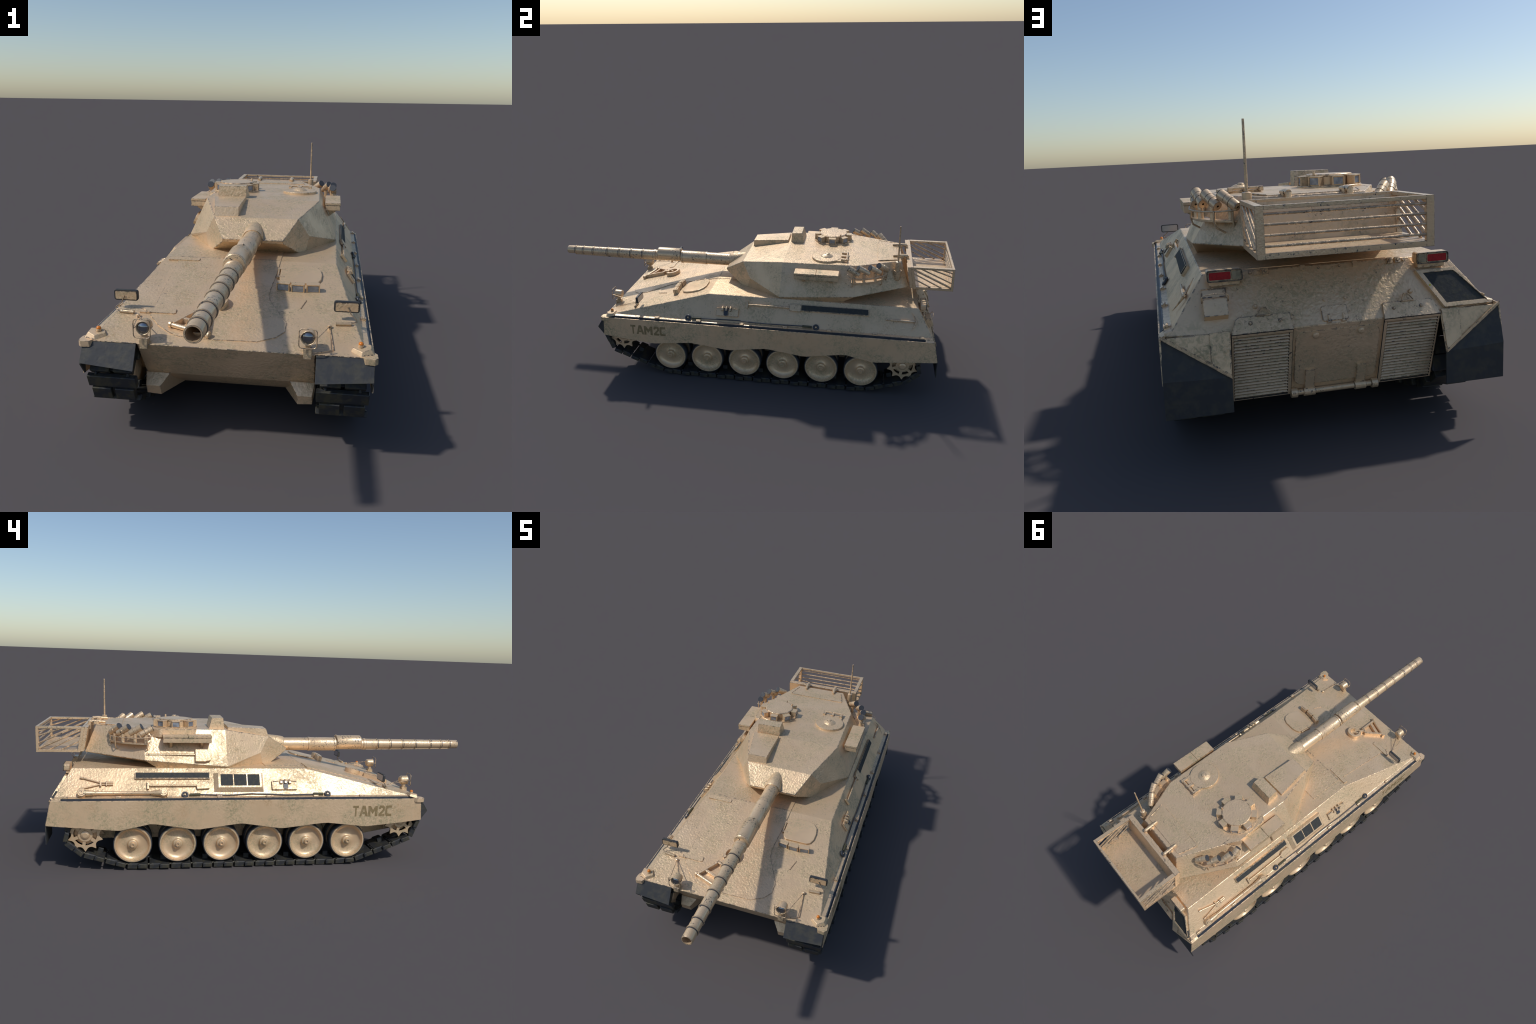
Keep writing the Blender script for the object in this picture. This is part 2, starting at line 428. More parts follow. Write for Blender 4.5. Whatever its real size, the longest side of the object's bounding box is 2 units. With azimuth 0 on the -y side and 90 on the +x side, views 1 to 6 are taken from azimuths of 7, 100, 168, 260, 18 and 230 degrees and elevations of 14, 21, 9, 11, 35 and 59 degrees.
# ------------------------------------------------------------------ skirts, flaps, rear corner plates
def build_side(s):
    side = Frame((0, 0, 0), (0, 1, 0), (0, 0, 1), (s, 0, 0))
    low = [(-.650, .200), (-.560, .189), (-.405, .174), (-.385, .174), (-.225, .192), (-.205, .192), (-.035, .172), (-.012, .172),
           (.143, .194), (.163, .194), (.323, .172), (.347, .172), (.508, .197), (.528, .197), (.645, .172), (.668, .172), (.937, .196)]
    m = Mesh()
    m.prism(side, [(-.643, .2965)] + low + [(.917, .2965)], .3935, .3980, PAINT_SKIRT)
    skirt = make(m, "side_skirt", tank, bevel=.0018)
    m = Mesh()
    for y0, y1, za, zb in ((-.6445, -.609, .2960, .3030), (.877, .9140, .3030, .3010)):      # closing pieces at the ends of the slot
        p = [(.384, y0, za), (.384, y1, zb), (.3975, y1, .2955), (.3975, y0, .2955), (.384, y0, .270), (.384, y1, .270), (.3960, y1, .270), (.3960, y0, .270)]
        m.add([(s * x, y, zz) for x, y, zz in p], [(0, 1, 2, 3), (7, 6, 5, 4), (0, 4, 5, 1), (1, 5, 6, 2), (2, 6, 7, 3), (3, 7, 4, 0)], PAINT)
    make(m, "slot_end", hull)
    # stencilled designation
    glyphs = {
        "T": [[(0, .80), (.43, .80), (.43, .0), (.72, .0), (.72, .80), (1.15, .80), (1.15, 1), (0, 1)]],
        "A": [[(0, 0), (.25, 0), (.34, .24), (.72, .24), (.81, 0), (1.10, 0), (.72, 1), (.36, 1)]],
        "M": [[(0, 0), (.23, 0), (.23, .56), (.46, .22), (.70, .56), (.70, 0), (.95, 0), (.95, .97), (.72, .97), (.48, .60), (.24, .97), (0, .97)]],
        "2": [[(0, 0), (.92, 0), (.92, .22), (.42, .22), (.92, .56), (.92, .86), (.74, 1), (.16, 1), (0, .84), (0, .68),
               (.28, .68), (.34, .79), (.58, .79), (.64, .70), (.60, .60), (0, .20)]],
        "C": [[(.16, 0), (.95, 0), (.95, .22), (.40, .22), (.30, .32), (.30, .68), (.40, .79), (.95, .79), (.95, 1), (.16, 1), (0, .84), (0, .16)]],
    }
    spans = (("T", .000, .0255), ("A", .0300, .0680), ("M", .0690, .1110), ("2", .1175, .1440), ("C", .1475, .1755))
    for ch, a, b in spans:
        g = Mesh()
        for poly in glyphs[ch]:
            w = max(p[0] for p in poly)
            pts = []
            for u, v in poly:
                t = a + (b - a) * u / w
                y = -.5085 + t if s > 0 else -.3335 - t
                pts.append((y, .2195 + .0475 * v))
            g.prism(side, pts, .3970, .3988, LETTER)
        if ch == "A":     # counter of the letter
            pts = [(-.5085 + a + (b - a) * u if s > 0 else -.3335 - a - (b - a) * u, .2195 + .0475 * v) for u, v in ((.40, .42), (.58, .42), (.49, .74))]
            g.prism(side, pts, .3972, .3992, PAINT_SKIRT)
        make(g, "letter", skirt)
    # front mud flap, folded sheet
    m = Mesh()
    
    fr = Frame((0, 0, 0), (0, 1, 0), (0, 0, 1), (s, 0, 0))
    p = [(.2445, -.6435, .2945), (.396, -.6435, .2945), (.396, -.6775, .2420), (.2445, -.6795, .2290),
         (.2445, -.6400, .2900), (.396, -.6400, .2900), (.396, -.6730, .2405), (.2445, -.6750, .2275)]
    m.add([(s * x, y, z) for x, y, z in p], [(0, 1, 2, 3), (7, 6, 5, 4), (0, 4, 5, 1), (1, 5, 6, 2), (2, 6, 7, 3), (3, 7, 4, 0)], RUBBER)
    m.prism(fr, [(-.6435, .290), (-.677, .2395), (-.649, .202), (-.6435, .2)], .391, .3955, RUBBER)
    make(m, "mud_flap", tank, bevel=.001)
    # rear corner: plate above, rubber below the diagonal
    top_out, top_in, low_in, low_out = (s * .3955, .9165, .294), (s * .245, .9155, .294), (s * .250, .9385, .197), (s * .3965, .9385, .205)
    def slab(m, pts, th, mat):
        back = [(x, y - th, z) for x, y, z in pts]
        k = len(pts)
        m.add(list(pts) + back, [tuple(range(k)), tuple(range(2 * k - 1, k - 1, -1))] +
              [(i, k + i, k + (i + 1) % k, (i + 1) % k) for i in range(k)], mat)
    m = Mesh()
    slab(m, [top_out, top_in, low_in], .004, PAINT_SKIRT)
    a, b = V(top_out), V(low_in)
    m.add([a + V((0, .004, .0)), b + V((0, .004, .0)), b + V((0, .004, .008)), a + V((0, .004, .008)),
           a + V((0, -.002, .0)), b + V((0, -.002, .0)), b + V((0, -.002, .008)), a + V((0, -.002, .008))],
          [(0, 1, 2, 3), (7, 6, 5, 4), (0, 4, 5, 1), (1, 5, 6, 2), (2, 6, 7, 3), (3, 7, 4, 0)], PAINT_SKIRT)
    slab(m, [(s * .291, .9185, .296), (s * .247, .9175, .296), (s * .252, .9410, .203), (s * .291, .9355, .226)], .003, PAINT_SKIRT)
    make(m, "corner_plate", tank, bevel=.001)
    m = Mesh()
    slab(m, [(top_out[0], .9150, .293), (low_in[0], .9370, .197), low_out], .004, RUBBER)
    slab(m, [(low_in[0], .9375, .199), (s * .250, .9375, .120), (s * .3965, .9375, .120), (s * .3965, .9375, .207)], .004, RUBBER)
    make(m, "mud_flap", tank, bevel=.0008)
    # dark strip along the top of the skirt, clips on the ledge above it
    f = slope(s)
    m = Mesh()
    m.box(WORLD, *sorted((s * .3850, s * .3942)), -.610, .878, .280, .2958, STRIP)
    m.box(WORLD, *sorted((s * .3850, s * .3885)), -.610, .877, .290, .3036, RAIL)
    make(m, "edge_strip", tank)
    for y in (-.376, -.170, .037, .243, .449, .654, .860):
        c = Mesh()
        c.box(WORLD, *sorted((s * .3715, s * .3865)), y - .0105, y + .0105, .3025, .3095, PAINT_WORN)
        c.tube([(s * .3790, y - .011, .3085), (s * .3790, y + .011, .3085)], .0040, PAINT_WORN, 8)
        make(c, "ledge_clip", tank, bevel=.0008)
    # corner cap with indicator lamp
    m = Mesh()
    plan = [(.366, -.641), (.373, -.655), (.397, -.657), (.4055, -.648), (.4055, -.622), (.398, -.610), (.366, -.612)]
    m.prism(WORLD, [(s * x, y) for x, y in plan], .281, .299, PAINT_SKIRT)
    wed = [(.334, -.620, .2995), (.362, -.642, .2955), (.398, -.630, .296), (.396, -.588, .306), (.350, -.590, .306),
           (.3385, -.6165, .3115), (.3640, -.6375, .3090), (.388, -.622, .3125), (.388, -.596, .3150), (.352, -.595, .3150)]
    m.add([(s * x, y, z) for x, y, z in wed],
          [(0, 1, 6, 5), (1, 2, 7, 6), (2, 3, 8, 7), (3, 4, 9, 8), (4, 0, 5, 9), (5, 6, 7, 8, 9), (4, 3, 2, 1, 0)], PAINT_SKIRT)
    m.lathe((s * .361, -.611, .312), (0, 0, 1), [(0, .0075), (.008, .0075)], PAINT_WORN, 16)
    cap = make(m, "corner_cap", tank, bevel=.0015)
    g = Mesh()
    g.lathe((s * .361, -.611, .3195), (0, 0, 1), [(0, .0068), (.003, .0068), (.006, .005), (.0075, .002)], ORANGE, 16)
    make(g, "indicator_lens", cap, angle=60)
    # headlight with wire guard
    cx = s * .222
    m = Mesh()
    m.lathe((cx, -.6145, .343), (0, -1, 0), [(-.003, .012), (0, .0175), (.004, .0190), (.030, .0198), (.0325, .0205), (.0350, .0195), (.033, .0168), (.031, .0168)], PAINT_WORN, 28)
    m.box(WORLD, cx - .0115, cx + .0115, -.6475, -.622, .283, .311, PAINT)
    m.box(WORLD, cx - .007, cx + .007, -.641, -.627, .309, .325, PAINT_WORN)
    lamp = make(m, "headlight", tank, bevel=.001)
    g = Mesh()
    g.lathe((cx, -.645, .343), (0, -1, 0), [(0, .0170), (.0015, .0160), (.0045, .011), (.0062, .005), (.0066, .0003)], LENS, 24)
    make(g, "headlight_lens", lamp, angle=60)
    w = Mesh()
    fr = Frame((cx, -.6575, .345), (1, 0, 0), (0, 0, 1), (0, -1, 0))
    w.tube([fr(u, v) for u, v in rounded(-.0235, .0235, -.0265, .0265, .009, 4)], .0016, PAINT_WORN, 6, closed=True)
    for u in (-.0235, .0235):
        w.tube([fr(u, 0), (cx + u * .93, -.632, .343)], .0015, PAINT_WORN, 6)
    apex = V((s * .277, -.519, .330))
    w.tube([fr(s * .0235, .002), apex], .0014, PAINT_WORN, 6)
    if s > 0:
        w.tube([apex, GLACIS(*gl(.290, -.622), .003)], .0014, PAINT_WORN, 6)
        w.tube([GLACIS(*gl(.290, -.622), .003), GLACIS(*gl(.262, -.634), .003), (.236, -.643, .300)], .0016, PAINT_WORN, 6)
    else:
        w.tube([apex, fr(.0235, .002)], .0014, PAINT_WORN, 6)
    w.lathe(tuple(apex), (0, 0, 1), [(-.006, .006), (.003, .006), (.005, .003)], PAINT_WORN, 10)
    make(w, "headlight_guard", lamp)
    # rear-view mirror on its arm
    m = Mesh()
    fr = Frame((s * .3235, -.481, .378), (1, 0, 0), (0, -.05, 1), (0, -1, -.05))
    body = rounded(-.0355, .0355, -.0152, .0152, .006, 4)
    m.prism(fr, rounded(-.0365, .0365, -.0162, .0162, .007, 4), -.0055, .004, RUBBER)
    m.prism(fr, rounded(-.0325, .0325, -.0128, .0128, .004, 4), .002, .0058, PAINT)
    m.tube([fr(.004 * s, .0, .007), (s * .336, -.488, .358), (s * .352, -.493, .344), (s * .353, -.495, .339), (s * .345, -.498, .337), (s * .325, -.500, .336)], .0019, PAINT_WORN, 7)
    m.tube([GLACIS(*gl(s * .294, -.503), .005), GLACIS(*gl(s * .338, -.500), .005)], .0055, PAINT_WORN, 10)
    mir = make(m, "mirror", tank, bevel=.0008)
    g = Mesh()
    g.prism(fr, rounded(-.0325, .0325, -.0128, .0128, .004, 4), -.0064, -.0050, MIRROR)
    make(g, "mirror_glass", mir)

for s in (1, -1):
    build_side(s)

# ------------------------------------------------------------------ tools and vents on the hull sides
def build_cable(s):
    f = slope(s)
    m = Mesh()
    wob = {1: ((-.163, .126), (-.08, .1245), (.025, .1235), (.074, .127), (.15, .1285), (.24, .1275), (.325, .126)),
           -1: ((-.163, .129), (-.10, .130), (-.042, .131), (.03, .127), (.11, .1245), (.16, .128), (.205, .1305), (.325, .127))}[s]
    m.tube([f(u, v, .0045) for u, v in wob], .0026, RAIL, 8)
    for y, d in ((-.163, -1), (.325, 1)):
        m.tube([f(y - d * .002, .1265, .005), f(y + d * .042, .1275, .005)], .0052, FERRULE, 10)
        c = y + d * .061
        ring = [f(c + .0105 * math.cos(t), .1275 + .0105 * math.sin(t), .0055) for t in (2 * math.pi * i / 20 for i in range(20))]
        m.tube(ring, .0042, RAIL, 8, closed=True)
        m.lathe(tuple(f(c, .1275, 0)), f.n, [(0, .005), (.008, .005), (.0105, .003)], PAINT_WORN, 12)
    make(m, "tow_cable", tank)

def bracket(s):
    f = slope(s)
    m = Mesh()
    m.box(f, -.090, .017, .066, .107, -.001, .010, PAINT)
    m.box(f, -.052, -.031, .068, .104, .009, .0135, RAIL)
    for y in (-.060, -.041, -.022):
        m.tube([f(y, .060, .006), f(y, .074, .017)], .0052, PAINT_WORN, 8)
        m.box(f, y - .005, y + .005, .070, .082, .008, .020, PAINT_WORN)
    m.tube([f(-.090, .070, .012), f(-.060, .066, .013), f(-.022, .066, .013), f(.012, .071, .011)], .0016, PAINT_WORN, 6)
    make(m, "tool_bracket", tank, bevel=.0012)

for s in (1, -1):
    build_cable(s)
    bracket(s)

def vent(s, y0, y1):
    f = slope(s)
    m = Mesh()
    m.box(f, y0 - .003, y1 + .003, .0245, .0555, -.001, .008, PAINT_WORN)
    m.box(f, y0, y1, .026, .053, .006, .0115, DARK)
    make(m, "side_vent", tank, bevel=.001)
vent(1, .313, .620)
vent(-1, .283, .587)

def build_tools():
    f = slope(1)
    m = Mesh()     # shovel
    m.prism(f, [(.257, .026), (.304, .024), (.311, .030), (.311, .055), (.304, .059), (.257, .057)], .002, .012, PAINT)
    m.tube([f(.056, .0425, .007), f(.258, .0425, .007)], .0042, PAINT_WORN, 9)
    m.box(f, .052, .060, .026, .060, .002, .012, PAINT_WORN)
    make(m, "shovel", tank, bevel=.001)
    m = Mesh()     # pickaxe
    m.tube([f(.700, .066, .006), f(.745, .066, .006), f(.770, .066, .006), f(.828, .066, .006)], [.003, .0038, .0052, .0052], PAINT_WORN, 9)
    head = [(.811, .020), (.822, .035), (.830, .052), (.834, .066), (.830, .080), (.822, .096), (.811, .112)]
    m.tube([f(u, v, .007) for u, v in head], [.0008, .0018, .0026, .0045, .0026, .0018, .0008], PAINT_WORN, 8)
    make(m, "pickaxe", tank)
    f = slope(-1)
    m = Mesh()     # axe
    m.tube([f(.336, .086, .007), f(.536, .086, .007)], .0040, PAINT_WORN, 9)
    m.box(f, .532, .541, .068, .103, .001, .012, PAINT_WORN)
    m.prism(f, [(.336, .078), (.322, .070), (.288, .070), (.284, .074), (.284, .101), (.335, .104), (.338, .094)], .001, .012, PAINT)
    make(m, "axe", tank, bevel=.001)
    m = Mesh()     # tow bar
    m.tube([f(.790, .121, .012), f(.755, .121, .012), f(.745, .121, .011), (f(.520, .121, .011)), f(.510, .121, .012), f(.482, .121, .012)],
           [.013, .0105, .0075, .0075, .0105, .013], PAINT_WORN, 14)
    for y in (.797, .474):
        m.lathe(tuple(f(y, .121, 0)), f.n, [(0, .0185), (.018, .0185), (.022, .0165), (.022, .011), (.0245, .0105), (.0245, .001)], PAINT_WORN, 20)
    make(m, "tow_bar", tank)
    m = Mesh()     # bolt cutter
    for pts in (((.808, .047), (.795, .050), (.727, .071), (.676, .0705)), ((.808, .100), (.795, .097), (.727, .079), (.676, .0795))):
        m.tube([f(u, v, .006) for u, v in pts], .0033, PAINT_WORN, 8)
        m.tube([f(pts[0][0], pts[0][1], .006), f(pts[1][0], pts[1][1], .006)], .0048, PAINT_WORN, 8)
        m.tube([f(.705, pts[3][1], .006), f(.676, pts[3][1], .006)], .0045, PAINT_WORN, 8)
    m.box(f, .722, .729, .059, .089, .001, .011, PAINT_WORN)
    m.box(f, .700, .705, .064, .086, .001, .010, PAINT_WORN)
    make(m, "bolt_cutter", tank, bevel=.0008)
    m = Mesh()     # exhaust grille box
    p = [f(u, v, n) for u, v, n in ((.053, .024, -.001), (.266, .024, -.001), (.266, .116, -.001), (.053, .116, -.001),
                                    (.060, .030, .014), (.247, .030, .014), (.247, .098, .014), (.060, .098, .014))]
    m.add(p, [(3, 2, 1, 0), (4, 5, 6, 7), (0, 1, 5, 4), (1, 2, 6, 5), (2, 3, 7, 6), (3, 0, 4, 7)], PAINT)
    grille = make(m, "exhaust_grille", tank, bevel=.0012)
    for a, b in ((.070, .1215), (.1265, .1795), (.1840, .2360)):
        g = Mesh()
        g.box(f, a, b, .036, .090, .012, .0155, DARK)
        make(g, "grille_pane", grille, bevel=.0006)
build_tools()

# ------------------------------------------------------------------ rear of the hull
def build_rear():
    for s in (1, -1):
        # tail lamp
        fr = Frame((s * .246, .872, .411), (s, 0, 0), (0, 0, 1), (0, 1, 0))
        m = Mesh()
        m.prism(fr, rounded(-.040, .040, -.0135, .0135, .006, 4), -.020, .004, PAINT)
        m.ring_prism(fr, rounded(-.040, .040, -.0135, .0135, .006, 4), rounded(-.0375, .0375, -.0112, .0112, .005, 4), .003, .0075, RUBBER)
        m.prism(fr, rounded(-.036, -.0165, -.0098, .0098, .002, 3), .002, .0060, LAMP)
        m.ring_prism(fr, rounded(-.0155, .0365, -.0105, .0105, .004, 4), rounded(-.0135, .0345, -.0085, .0085, .003, 4), .002, .0065, LAMP)
        m.box(fr, -.034, .034, -.024, -.012, -.025, -.004, PAINT)
        lamp = make(m, "tail_lamp", tank, bevel=.001)
        g = Mesh()
        g.prism(fr, rounded(-.0133, .0343, -.0083, .0083, .003, 4), .002, .0058, RED)
        make(g, "tail_lens", lamp)
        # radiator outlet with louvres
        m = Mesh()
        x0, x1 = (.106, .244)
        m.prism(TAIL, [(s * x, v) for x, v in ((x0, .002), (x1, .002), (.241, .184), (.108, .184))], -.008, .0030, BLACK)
        m.box(TAIL, *sorted((s * x0, s * (x0 + .010))), .0, .181, -.004, .0065, PAINT_WORN)
        m.box(TAIL, *sorted((s * (x1 - .006), s * (x1 + .001))), .0, .181, -.004, .0065, PAINT_WORN)
        m.box(TAIL, *sorted((s * x0, s * (x1 + .001))), -.004, .005, -.004, .008, PAINT_WORN)
        m.box(TAIL, *sorted((s * x0, s * (x1 + .001))), .176, .181, -.004, .0065, PAINT_WORN)
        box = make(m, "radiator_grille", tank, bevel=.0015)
        for i in range(20):
            v = .0105 + i * .0084
            g = Mesh()
            a, b = sorted((s * (x0 + .008), s * (x1 - .004)))
            p = [TAIL(u, vv, n) for u in (a, b) for vv, n in ((v - .0036, .0022), (v + .0002, .0070), (v + .0015, .0070), (v - .0018, .0022))]
            g.add(p, [(0, 1, 2, 3), (7, 6, 5, 4), (0, 4, 5, 1), (1, 5, 6, 2), (2, 6, 7, 3), (3, 7, 4, 0)], PAINT_SOFT)
            make(g, "louvre", box)
        # cover plate above it, lifting loop and bolts
        m = Mesh()
        pl = [(.109, .108), (.225, .108), (.233, .114), (.244, .146), (.106, .146)]
        m.prism(REAR, [(s * u, v) for u, v in pl], -.001, .006, PAINT)
        for x in (.133, .200):
            m.lathe(tuple(REAR(s * x, .124, .005)), REAR.n, [(0, .0035), (.004, .0035), (.0055, .002)], PAINT_WORN, 10)
        m.lathe(tuple(REAR(s * .184, .086, 0)), REAR.n, [(0, .0055), (.004, .0055), (.007, .003)], PAINT_WORN, 12)
        m.tube([REAR(s * .184, .109, .008), REAR(s * .173, .092, .008), REAR(s * .163, .092, .008), REAR(s * .154, .109, .008)], .0021, PAINT_WORN, 6, closed=True)
        for x in (.150, .169):
            m.box(REAR, s * x - .0065, s * x + .0065, -.001, .013, -.002, .005, PAINT_WORN)
            m.lathe(tuple(REAR(s * x, .006, .005)), REAR.n, [(0, .004), (.003, .003)], PAINT_WORN, 8)
        m.lathe(tuple(REAR(s * .185, .006, 0)), REAR.n, [(0, .0045), (.004, .0035)], PAINT_WORN, 10)
        make(m, "rear_cover", tank, bevel=.0009)
    # crew door
    m = Mesh()
    m.prism(TAIL, rounded(-.100, .100, .010, .160, .022, 6), -.002, .003, PAINT)
    for x in (.090, -.064):
        pass
    door = make(m, "rear_door", tank, bevel=.0015)
    m = Mesh()
    for x in (.0625, -.0625):
        m.lathe(tuple(TAIL(x - .009 * (1 if x > 0 else -1), .022, .001)), TAIL.n, [(0, .009), (.006, .008), (.008, .004)], PAINT_WORN, 14)
        m.box(TAIL, x - .0115, x + .0115, .116, .180, .002, .008, PAINT)
        m.tube([TAIL(x - .014, .178, .006), TAIL(x + .014, .178, .006)], .0105, PAINT_WORN, 12)
    m.tube([TAIL(-.099, .178, .006), TAIL(.099, .178, .006)], .0070, PAINT_WORN, 12)
    for x in (.099, -.099):
        m.tube([TAIL(x - .008, .178, .006), TAIL(x + .008, .178, .006)], .0115, PAINT_WORN, 12)
    make(m, "door_hinge", door, bevel=.001)
    m = Mesh()
    m.prism(REAR, rounded(-.024, .037, .101, .136, .005, 4), -.001, .0045, PAINT)
    for x in (.022, -.012):
        m.tube([REAR(x, .122, .006), REAR(x, .138, .006)], .0025, PAINT_WORN, 8)
        m.tube([REAR(x - .005, .138, .005), REAR(x + .005, .138, .005)], .003, PAINT_WORN, 8)
    for x in (.025, -.025):
        m.lathe(tuple(REAR(x, .086, 0)), REAR.n, [(0, .004), (.005, .0035)], PAINT_WORN, 10)
        m.lathe(tuple(REAR(x, .008, 0)), REAR.n, [(0, .0032), (.004, .0028)], PAINT_WORN, 8)
    for x in (.063, -.063):
        m.box(REAR, x - .006, x + .006, -.001, .013, -.002, .006, PAINT_WORN)
    make(m, "filler_cover", tank, bevel=.0008)
    # stowage box on the right, framed dark screen on the left
    m = Mesh()
    m.box(REAR, .2445, .2995, .0355, .064, -.001, .005, PAINT, top=.001)
    p = [REAR(u, v, n) for u in (.2460, .2985) for v, n in ((.054, -.001), (.107, -.001), (.104, .022), (.066, .025))]
    m.add(p, [(0, 1, 2, 3), (7, 6, 5, 4), (0, 4, 5, 1), (1, 5, 6, 2), (2, 6, 7, 3), (3, 7, 4, 0)], PAINT)
    m.tube([REAR(.2435, .072, .018), REAR(.2435, .065, .036), REAR(.250, .062, .041), REAR(.272, .061, .0430), REAR(.294, .062, .041), REAR(.3010, .065, .036), REAR(.3010, .072, .018)], .0015, PAINT_WORN, 6)
    m.tube([REAR(.2445, .064, .006), REAR(.2445, .037, .006), REAR(.2995, .037, .006), REAR(.2995, .064, .006)], .0015, PAINT_WORN, 6)
    make(m, "rear_box", tank, bevel=.0015)
    m = Mesh()
    outer = [(-.205, .038), (-.302, .038), (-.370, .134), (-.256, .134)]
    inner = [(-.222, .0465), (-.300, .0465), (-.364, .124), (-.263, .124)]
    m.ring_prism(REAR, outer, inner, -.001, .010, PAINT_SKIRT)
    m.prism(REAR, [(-.217, .043), (-.301, .043), (-.368, .128), (-.260, .128)], -.001, .008, DARK)
    fr_ = make(m, "screen_frame", tank, bevel=.0012)
    g = Mesh()
    g.lathe(tuple(REAR(-.232, .078, .008)), REAR.n, [(0, .002), (.004, .002)], YELLOW, 8)
    make(g, "marker_dot", fr_)
build_rear()

# ------------------------------------------------------------------ running gear
AX_Z, R_WHEEL = .1045, .0795
WHEELS_Y = (-.3235, -.139, .046, .2305, .414, .5985)
FRONT, BACK = (-.5645, .188), (.787, .150)
TRACK_ROUND = (((-.557, .1830), .083), ((.786, .150), .079))

def wheel_meshes():
    m = Mesh()
    # outer disc: rim, dish, hub; then the inner disc of the pair
    m.lathe((0, 0, 0), (1, 0, 0), [(-.020, .030), (-.020, .0745), (.020, .0755), (.0215, .0745), (.0215, .0690), (.0165, .0672), (.0085, .062),
                                   (.0045, .052), (.0035, .036), (.0055, .0225), (.0075, .0205), (.0170, .0185), (.0185, .0165), (.0185, .0105),
                                   (.0285, .0098), (.0300, .0085), (.0300, .0048), (.0262, .0040), (.0262, .0003)], PAINT_SOFT, 40)
    m.lathe((-.075, 0, 0), (1, 0, 0), [(-.020, .0003), (-.020, .074), (.020, .074), (.020, .03), (.060, .03), (.060, .0003)], PAINT_SOFT, 32, cap=False)
    disc = make(m, "road_wheel", tank, angle=40)
    t = Mesh()
    t.lathe((0, 0, 0), (1, 0, 0), [(-.019, .073), (-.019, R_WHEEL - .001), (-.0175, R_WHEEL), (.0165, R_WHEEL), (.0185, R_WHEEL - .0015), (.0185, .0735)], TYRE, 40, cap=False)
    t.lathe((-.075, 0, 0), (1, 0, 0), [(-.019, .073), (-.0185, R_WHEEL), (.0185, R_WHEEL), (.019, .073)], TYRE, 32, cap=False)
    tyre = make(t, "tyre", disc, angle=40)
    return disc, tyre

def sprocket_mesh():
    m = Mesh()
    side = Frame((0, 0, 0), (0, 1, 0), (0, 0, 1), (1, 0, 0))
    outline = []
    for i in range(10):
        a = 36 * i - 90
        for da, r in ((0, .0725), (4, .0655), (8, .0595), (13, .0565), (18, .0555), (23, .0565), (28, .0595), (32, .0655)):
            w = math.radians(a + da)
            outline.append((r * math.cos(w), r * math.sin(w)))
    hole = []
    for i in range(10):
        for da in (0, 4, 8, 13, 18, 23, 28, 32):
            w = math.radians(36 * i - 90 + da)
            hole.append((.0465 * math.cos(w), .0465 * math.sin(w)))
    for x in (0, -.085):
        m.ring_prism(side, outline, hole, x - .004, x + .004, PAINT_SOFT)
        for i in range(6):
            w = math.radians(60 * i - 90 - 8)
            f = Frame((x, 0, 0), (0, math.cos(w), math.sin(w)), (0, -math.sin(w), math.cos(w)), (1, 0, 0))
            m.box(f, .024, .049, -.0065, .0065, -.0045, .0035, PAINT_SOFT)
    m.lathe((0, 0, 0), (1, 0, 0), [(-.100, .030), (-.088, .048), (-.083, .044), (-.070, .034), (-.020, .034), (-.018, .046), (-.0165, .046), (-.016, .030), (.004, .0305), (.006, .029), (.006, .019), (.010, .0175), (.014, .010), (.014, .0003)], PAINT_SOFT, 32)
    return make(m, "drive_sprocket", tank, bevel=.0008)

def hull_2d(pts):
    pts = sorted(set(pts))
    def half(seq):
        out = []
        for p in seq:
            while len(out) > 1 and (out[-1][0] - out[-2][0]) * (p[1] - out[-2][1]) - (out[-1][1] - out[-2][1]) * (p[0] - out[-2][0]) <= 0:
                out.pop()
            out.append(p)
        return out
    lo, hi = half(pts), half(pts[::-1])
    return lo[:-1] + hi[:-1]

def link_mesh():
    """One track link: local x = width, y = along the track, z = outward."""
    m = Mesh()
    f = WORLD
    m.box(f, -.0700, .0700, -.0430, -.0035, -.006, .0100, TRACK)
    m.box(f, -.0710, -.0640, -.0400, -.0060, -.008, .007, TRACK)
    m.box(f, .0640, .0710, -.0400, -.0060, -.008, .007, TRACK)
    for a, b in ((-.0610, -.0055), (.0055, .0610)):
        m.box(f, a, b, -.0010, .0390, -.006, .0145, TRACK)
    m.box(f, -.0600, .0600, -.0060, .0330, -.008, .0030, TRACK)
    m.box(f, -.005, .005, -.030, -.006, -.026, -.004, TRACK, top=0)
    for x in (-.046, .046):
        m.tube([(x, .034, -.001), (x, .047, -.001)], .0050, TRACK, 8)
    return m

